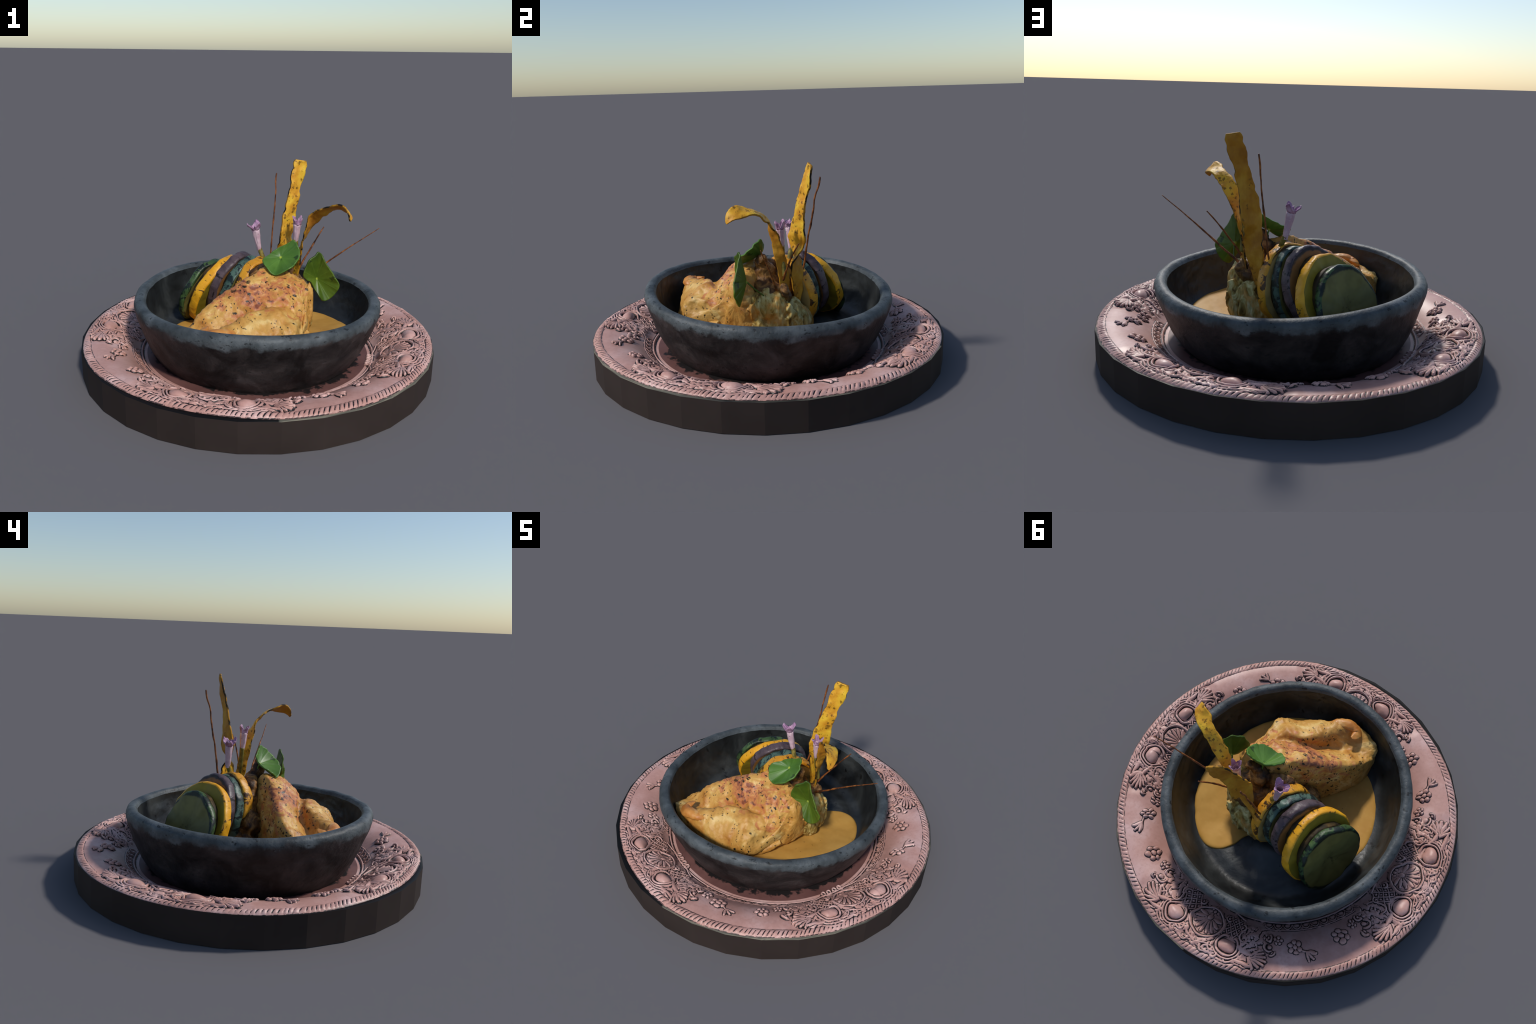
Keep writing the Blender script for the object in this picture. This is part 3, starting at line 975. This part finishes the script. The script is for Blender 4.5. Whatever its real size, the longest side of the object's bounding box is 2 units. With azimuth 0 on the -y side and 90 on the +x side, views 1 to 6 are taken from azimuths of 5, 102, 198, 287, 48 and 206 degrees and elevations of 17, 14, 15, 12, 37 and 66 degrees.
# ------------------------------------------------------------------ vegetable slices
def slice_disc(name, label, c, n, r, thick, flesh, rind, seed, stretch=1.0):
    nt, ns = 96, 9
    rg = np.random.RandomState(seed)
    # side profile: flat face, softly rounded rim, flat face
    prof = [(0.002, .5), (.5, .5), (.86, .5), (.95, .48), (.985, .40), (1.0, .18), (1.0, -.18), (.985, -.40), (.95, -.48), (.86, -.5), (.5, -.5), (.002, -.5)]
    P = np.array(prof)
    th = np.linspace(0, 2 * np.pi, nt, endpoint=False)
    A, R = np.meshgrid(th, P[:, 0], indexing='ij')
    _, H = np.meshgrid(th, P[:, 1], indexing='ij')
    wob = 1 + 0.03 * np.sin(2 * A + seed) + 0.02 * np.sin(3 * A + 2 * seed)
    N = np.stack([np.cos(A) * 6, np.sin(A) * 6, H * 2 + seed * 5], -1).reshape(-1, 3)
    wob = wob + 0.030 * fbm(N, 3).reshape(A.shape) + 0.012 * fbm(N * 4, 2).reshape(A.shape)
    X, Y = R * r * wob * np.cos(A), R * r * wob * np.sin(A) * stretch
    Zz = H * thick + 0.014 * fbm(np.stack([X * 12, Y * 12, 0 * X + seed * 3], -1).reshape(-1, 3), 3).reshape(A.shape) + 0.12 * (R * r) ** 2
    V = np.stack([X, Y, Zz], -1).reshape(-1, 3)
    o = make(name, V, grid_faces(nt, len(P), wrap_u=True), [flesh, rind])
    fix_normals(o)
    idx = [0 if (k % (len(P) - 1)) in (0, 1, 2, 8, 9, 10) else 1 for k in range(nt * (len(P) - 1))]
    o.data.polygons.foreach_set('material_index', idx)
    sub = o.modifiers.new('round', 'SUBSURF')
    sub.levels = sub.render_levels = 2
    z = Vector(n).normalized()
    x = Vector((0, 0, 1)).cross(z).normalized()
    y = z.cross(x)
    m = Matrix((x, y, z)).transposed().to_4x4()
    m.translation = Vector(c)
    o.matrix_world = m
    tag(o, label, 'vegetable')
    return o


flesh_z = mat_flesh('zucchini_flesh', (0.180, 0.158, 0.044), (0.014, 0.016, 0.008), 1.3, 0.205)
flesh_y = mat_flesh('squash_flesh', (0.30, 0.215, 0.018), (0.030, 0.020, 0.008), 4.1, 0.235)
flesh_e = mat_flesh('eggplant_flesh', (0.24, 0.11, 0.030), (0.030, 0.022, 0.022), 2.2, 0.20)
flesh_o = mat_flesh('orange_squash_flesh', (0.50, 0.33, 0.11), (0.10, 0.035, 0.008), 6.7, 0.205)
rind_z = mat_rind('zucchini_rind', (0.022, 0.050, 0.016), (0.075, 0.135, 0.040), (0.008, 0.014, 0.010), 0.17, 1.0)
rind_z2 = mat_rind('blue_green_rind', (0.018, 0.048, 0.038), (0.105, 0.175, 0.135), (0.008, 0.016, 0.016), 0.17, 3.0)
rind_y = mat_rind('yellow_squash_rind', (0.66, 0.28, 0.010), (0.84, 0.42, 0.016), (0.10, 0.045, 0.008), 0.08, 5.0)
rind_o = mat_rind('orange_squash_rind', (0.52, 0.20, 0.012), (0.74, 0.36, 0.022), (0.08, 0.03, 0.006), 0.11, 8.0)
rind_e = mat_rind('eggplant_rind', (0.040, 0.026, 0.032), (0.14, 0.095, 0.105), (0.014, 0.010, 0.014), 0.10, 7.0)


def mat_filler():  # dark colour for the discs added to fill the slice gaps
    m = Mat('dark_filler', 0.6, 0.2)
    c = m.ramp(m.noise(20, 5), [(0.35, (0.010, 0.008, 0.004)), (0.6, (0.055, 0.034, 0.012)), (0.75, (0.15, 0.085, 0.02))])
    return m.color(c).m


def along(c, n, d):
    return tuple(np.array(c) + np.array(n) / np.linalg.norm(n) * d)


SLICES = [
        ('zucchini_slice', 'grilled round zucchini slice with green rind', (-.372, .244, .318), (-.800, .485, .350), .195, .042, flesh_z, rind_z, 1, 1.16),
        ('squash_slice', 'grilled round yellow squash slice', (-.300, .204, .354), (-.82, .40, .41), .217, .060, flesh_y, rind_y, 2, 1.07),
        ('eggplant_slice', 'grilled round eggplant slice with purple skin', (-.205, .180, .388), (-.813, .488, .319), .182, .060, flesh_e, rind_e, 3, 1.22),
        ('zucchini_slice', 'grilled zucchini slice with blue green rind', (-.133, .148, .370), (-.80, .54, .25), .184, .058, flesh_z, rind_z2, 4, 1.14),
        ('squash_slice', 'grilled orange squash slice', (-.062, .128, .366), (-.827, .535, .174), .196, .066, flesh_o, rind_o, 5, 1.08)]
filler = mat_filler()
last = None
for name, label, c, n, r, t, fl, ri, sd, st in SLICES:
    side = (0.004 if sd == 1 else 0.016)
    c = np.array((c[0] + 0.5 * side, c[1] + 0.86 * side, c[2]))
    n = np.array(n)
    slice_disc(name, label, along(c, n, -t / 2), n, r, t, fl, ri, sd, st)
    if last is not None:  # an added dark disc, no real food piece, fills each gap
        c0, n0, r0, t0, st0 = last
        mid = (along(c0, n0, -t0) + np.array(c)) / 2
        slice_disc('dark_filler_disc', 'dark filler disc added between two slices', mid, (n0 + n) / 2, 0.86 * min(r, r0),
                   0.050, filler, filler, sd + 20, max(st, st0))
    last = (c, n, r, t, st)


# ------------------------------------------------------------------ crisps
def crisp(name, label, left, right, thick, seed, front=1, n=90):
    """Ribbon of dried vegetable between two edge curves, with thickness and buckling."""
    L, R = spline(left, n), spline(right, n)
    m = 14
    w = np.linspace(0, 1, m)
    G = L[:, None] * (1 - w[None, :, None]) + R[:, None] * w[None, :, None]
    T = np.gradient((L + R) / 2, axis=0)
    S = R - L
    N = np.cross(T, S)
    N /= np.linalg.norm(N, axis=1)[:, None]
    # ragged edges
    width = np.linalg.norm(S, axis=1)
    for k, sgn in ((0, -1), (m - 1, 1)):
        rag = 0.10 * fbm(np.stack([np.arange(n) * 0.30, np.full(n, seed + k), np.zeros(n)], -1), 3)
        G[:, k] += (S.T * rag * sgn).T
    buckle = 0.010 * fbm((G * 22 + seed).reshape(-1, 3), 3).reshape(n, m)
    G = G + N[:, None] * buckle[..., None]
    top, bot = G + N[:, None] * thick / 2, G - N[:, None] * thick / 2
    # closed cross-section loop: across the top, back along the bottom
    loop = np.concatenate([top, bot[:, ::-1]], 1)
    V = loop.reshape(-1, 3)
    F = grid_faces(n, 2 * m, wrap_v=True)
    upper, lower = (0, 2) if front > 0 else (2, 0)
    idx = [1 if (k % (2 * m)) in (m - 1, 2 * m - 1) else (upper if (k % (2 * m)) < m else lower) for k in range(len(F))]
    V, F = cap_fan(V, F, list(range(2 * m)), True)
    V, F = cap_fan(V, F, list(range((n - 1) * 2 * m, n * 2 * m)))
    idx += [1] * (len(F) - len(idx))
    o = make(name, V, F, [M['crisp'], M['crisp_edge'], M['crisp_back']])
    o.data.polygons.foreach_set('material_index', idx)
    fix_normals(o)
    return tag(o, label, 'crisp')


crisp('vegetable_crisp', 'tall upright speckled yellow vegetable crisp',
      [(.105, .215, .345), (.086, .225, .42), (.080, .228, .50), (.085, .215, .58), (.108, .165, .66), (.116, .158, .725), (.132, .187, .824), (.150, .223, .938), (.163, .238, .995), (.161, .251, 1.038), (.172, .266, 1.085), (.187, .277, 1.128)],
      [(.115, .190, .345), (.140, .180, .41), (.176, .180, .50), (.190, .190, .58), (.172, .245, .66), (.180, .255, .70), (.194, .254, .795), (.206, .260, .886), (.218, .282, .966), (.241, .299, 1.039), (.250, .303, 1.08), (.249, .305, 1.116)],
      0.011, 3.0, -1)
crisp('vegetable_crisp', 'curled arching yellow vegetable crisp strip',
      [(.200, .140, .345), (.225, .125, .480), (.235, .110, .580), (.243, .100, .650), (.251, .090, .720), (.264, .079, .800), (.286, .071, .853), (.321, .045, .880), (.374, .012, .913), (.405, -.021, .930), (.458, -.062, .933), (.487, -.085, .905), (.497, -.088, .868)],
      [(.180, .165, .345), (.190, .170, .490), (.211, .165, .580), (.238, .156, .650), (.264, .145, .705), (.303, .127, .775), (.360, .094, .840), (.403, .067, .880), (.440, .044, .898), (.475, .012, .893), (.497, -.024, .884), (.503, -.055, .872), (.501, -.080, .858)],
      0.009, 8.0)


# ------------------------------------------------------------------ dry stalks
def stalk(pts, r0, r1, seed):
    path = spline(pts, 60)
    path = path + 0.004 * np.stack([vnoise(path * 14 + seed), vnoise(path * 14 + seed + 9), 0 * path[:, 0]], -1)
    rad = np.linspace(r0, r1, 60) * (1 + 0.22 * vnoise(path * 45 + seed))
    V, F = tube(path, rad, 8, 0.8)
    o = make('dry_stalk', V, F, M['stick'])
    fix_normals(o)
    tag(o, 'thin brown crisp dried stalk', 'garnish')


stalk([(.046, .205, .42), (.058, .248, .66), (.067, .285, .86), (.075, .326, 1.037)], .0062, .0050, 1)
stalk([(.215, .110, .425), (.335, .114, .518), (.500, .120, .645), (.677, .127, .772)], .0085, .0022, 2)
stalk([(.225, .140, .500), (.290, .192, .617), (.367, .254, .736)], .0068, .0042, 3)


# ------------------------------------------------------------------ flowers
def flower(base, stem_pts, throat, tips_turn, seed, lobes=5, spread=0.042, r_tube=0.020):
    e = empty('trumpet_flower', 'small lilac trumpet flower with violet lobes', 'flower', tuple(stem_pts[0]))
    inv = -np.array(stem_pts[0])
    ax = np.array(throat) - np.array(base)
    L = np.linalg.norm(ax)
    ax /= L
    a = np.cross(ax, [0.2, 0.9, 0.1])
    a /= np.linalg.norm(a)
    b = np.cross(ax, a)
    nt = 60
    th = np.linspace(0, 2 * np.pi, nt, endpoint=False)

    def surf(prof, lobed):
        V = []
        for s, r, up in prof:
            for t in th:
                k = (0.5 + 0.5 * math.cos(lobes * (t - tips_turn))) if lobed else 0
                crimp = 0.12 * vnoise(np.array([[math.cos(t) * 3, math.sin(t) * 3, s * 4 + seed]]))[0]
                cut = 1 - lobed * s * 0.38 * (1 - k)
                rr = r * (1 + crimp) * (cut if lobed else 1)
                h = up + lobed * s * (0.022 * k + 0.010 * vnoise(np.array([[math.cos(t) * 4, math.sin(t) * 4, seed]]))[0])
                V.append(np.array(base) + ax * h + rr * (math.cos(t) * a + math.sin(t) * b) + inv)
        return np.array(V)

    outer = [(k, r_tube * (0.55 + 0.45 * k ** 0.8), L * k) for k in np.linspace(0, 1, 14)]
    inner = [(k, r_tube * (0.55 + 0.45 * k ** 0.8) * 0.8, L * k + 0.004) for k in np.linspace(1, 0.1, 10)]
    V = surf(outer + inner, 0)
    o = make('corolla_tube', V, grid_faces(len(outer + inner), nt, wrap_v=True), M['petal'], e)
    fix_normals(o)
    up_ = [(k, r_tube * 0.97 + (spread - r_tube) * k ** 1.3, L + 0.018 * k ** 0.8) for k in np.linspace(0, 1, 9)]
    dn = [(k, r_tube * 0.90 + (spread - r_tube) * k ** 1.3, L + 0.0045 + 0.018 * k ** 0.8) for k in np.linspace(1, 0, 9)]
    V = surf(up_ + dn, 1)
    o = make('petal_lobes', V, grid_faces(18, nt, wrap_u=True, wrap_v=True), M['lip'], e)
    fix_normals(o)
    path = spline(np.array(stem_pts) + inv, 24)
    V, F = tube(path, np.linspace(0.012, r_tube * 0.66, 24), 10)
    o = make('calyx_stem', V, F, M['calyx'], e)
    fix_normals(o)
    return e


flower((-.006, .148, .606), [(.030, .135, .535), (.012, .141, .578), (-.008, .148, .622)], (-.030, .134, .738), 0.5, 1, 3, 0.046, 0.022)
flower((.203, .134, .675), [(.219, .150, .520), (.212, .142, .600), (.202, .134, .690)], (.210, .129, .778), 1.2, 5, 4, 0.036, 0.023)


# ------------------------------------------------------------------ leaves
def leaf(label, centre, rim, mat, stem, back):
    """Round cupped leaf: the blade runs from the centre out to a wavy rim."""
    c = np.array(centre)
    R = closed_spline(rim, 96)
    n = 26
    s = np.linspace(0.012, 1, n)
    G = np.empty((96, n, 3))
    bow = np.array(back, float)
    for k in range(n):
        flatline = c + (R - c) * s[k]
        G[:, k] = flatline + bow * (s[k] * (1 - s[k])) * 0.9
    th = np.linspace(0, 2 * np.pi, 96, endpoint=False)
    nrm = bow / np.linalg.norm(bow)
    rip = 0.0016 * np.sin(th * 11)[:, None] * s[None] ** 2 + 0.008 * fbm(np.stack([np.cos(th) * 5, np.sin(th) * 5, 0 * th + c[0] * 9], -1), 3)[:, None] * s[None] ** 3
    G = G + nrm * rip[..., None]
    e = empty('garnish_leaf', label, 'leaf', centre)
    V = (G - c).reshape(-1, 3)
    F = list(map(tuple, grid_faces(96, n, wrap_u=True)))
    V, F = cap_fan(V, F, [k * n for k in range(96)])
    o = make('leaf_blade', V, F, mat, e)
    fix_normals(o)
    md = o.modifiers.new('body', 'SOLIDIFY')
    md.thickness, md.offset = 0.008, 0.0
    path = spline(np.array(stem) - c, 24)
    V, F = tube(path, np.linspace(0.005, 0.0035, 24), 8)
    o = make('leaf_stem', V, F, mat, e)
    fix_normals(o)
    return e


leaf('cupped bright green round nasturtium like leaf', (.127, -.004, .616),
     [(.197, .016, .716), (.225, -.018, .685), (.231, -.066, .642), (.203, -.108, .606), (.165, -.126, .584), (.102, -.124, .552), (.058, -.108, .584), (.028, -.062, .618), (.056, -.026, .636), (.102, .010, .664), (.140, .014, .684), (.172, .018, .702)],
     M['leaf_a'], [(.127, -.006, .618), (.135, .02, .56), (.14, .05, .48)], (0.01, 0.025, -0.01))
leaf('cupped olive green round nasturtium like leaf', (.331, -.036, .514),
     [(.338, -.068, .678), (.366, -.064, .640), (.384, -.068, .606), (.424, -.073, .551), (.457, -.072, .487), (.440, -.064, .440), (.410, -.058, .404), (.376, -.070, .392), (.352, -.092, .420), (.322, -.074, .462), (.300, -.078, .500), (.260, -.110, .543), (.266, -.108, .590), (.288, -.103, .640), (.318, -.085, .660)],
     M['leaf_b'], [(.331, -.032, .514), (.318, .01, .47), (.295, .05, .43)], (0.005, 0.012, 0.0))

bpy.context.view_layer.update()
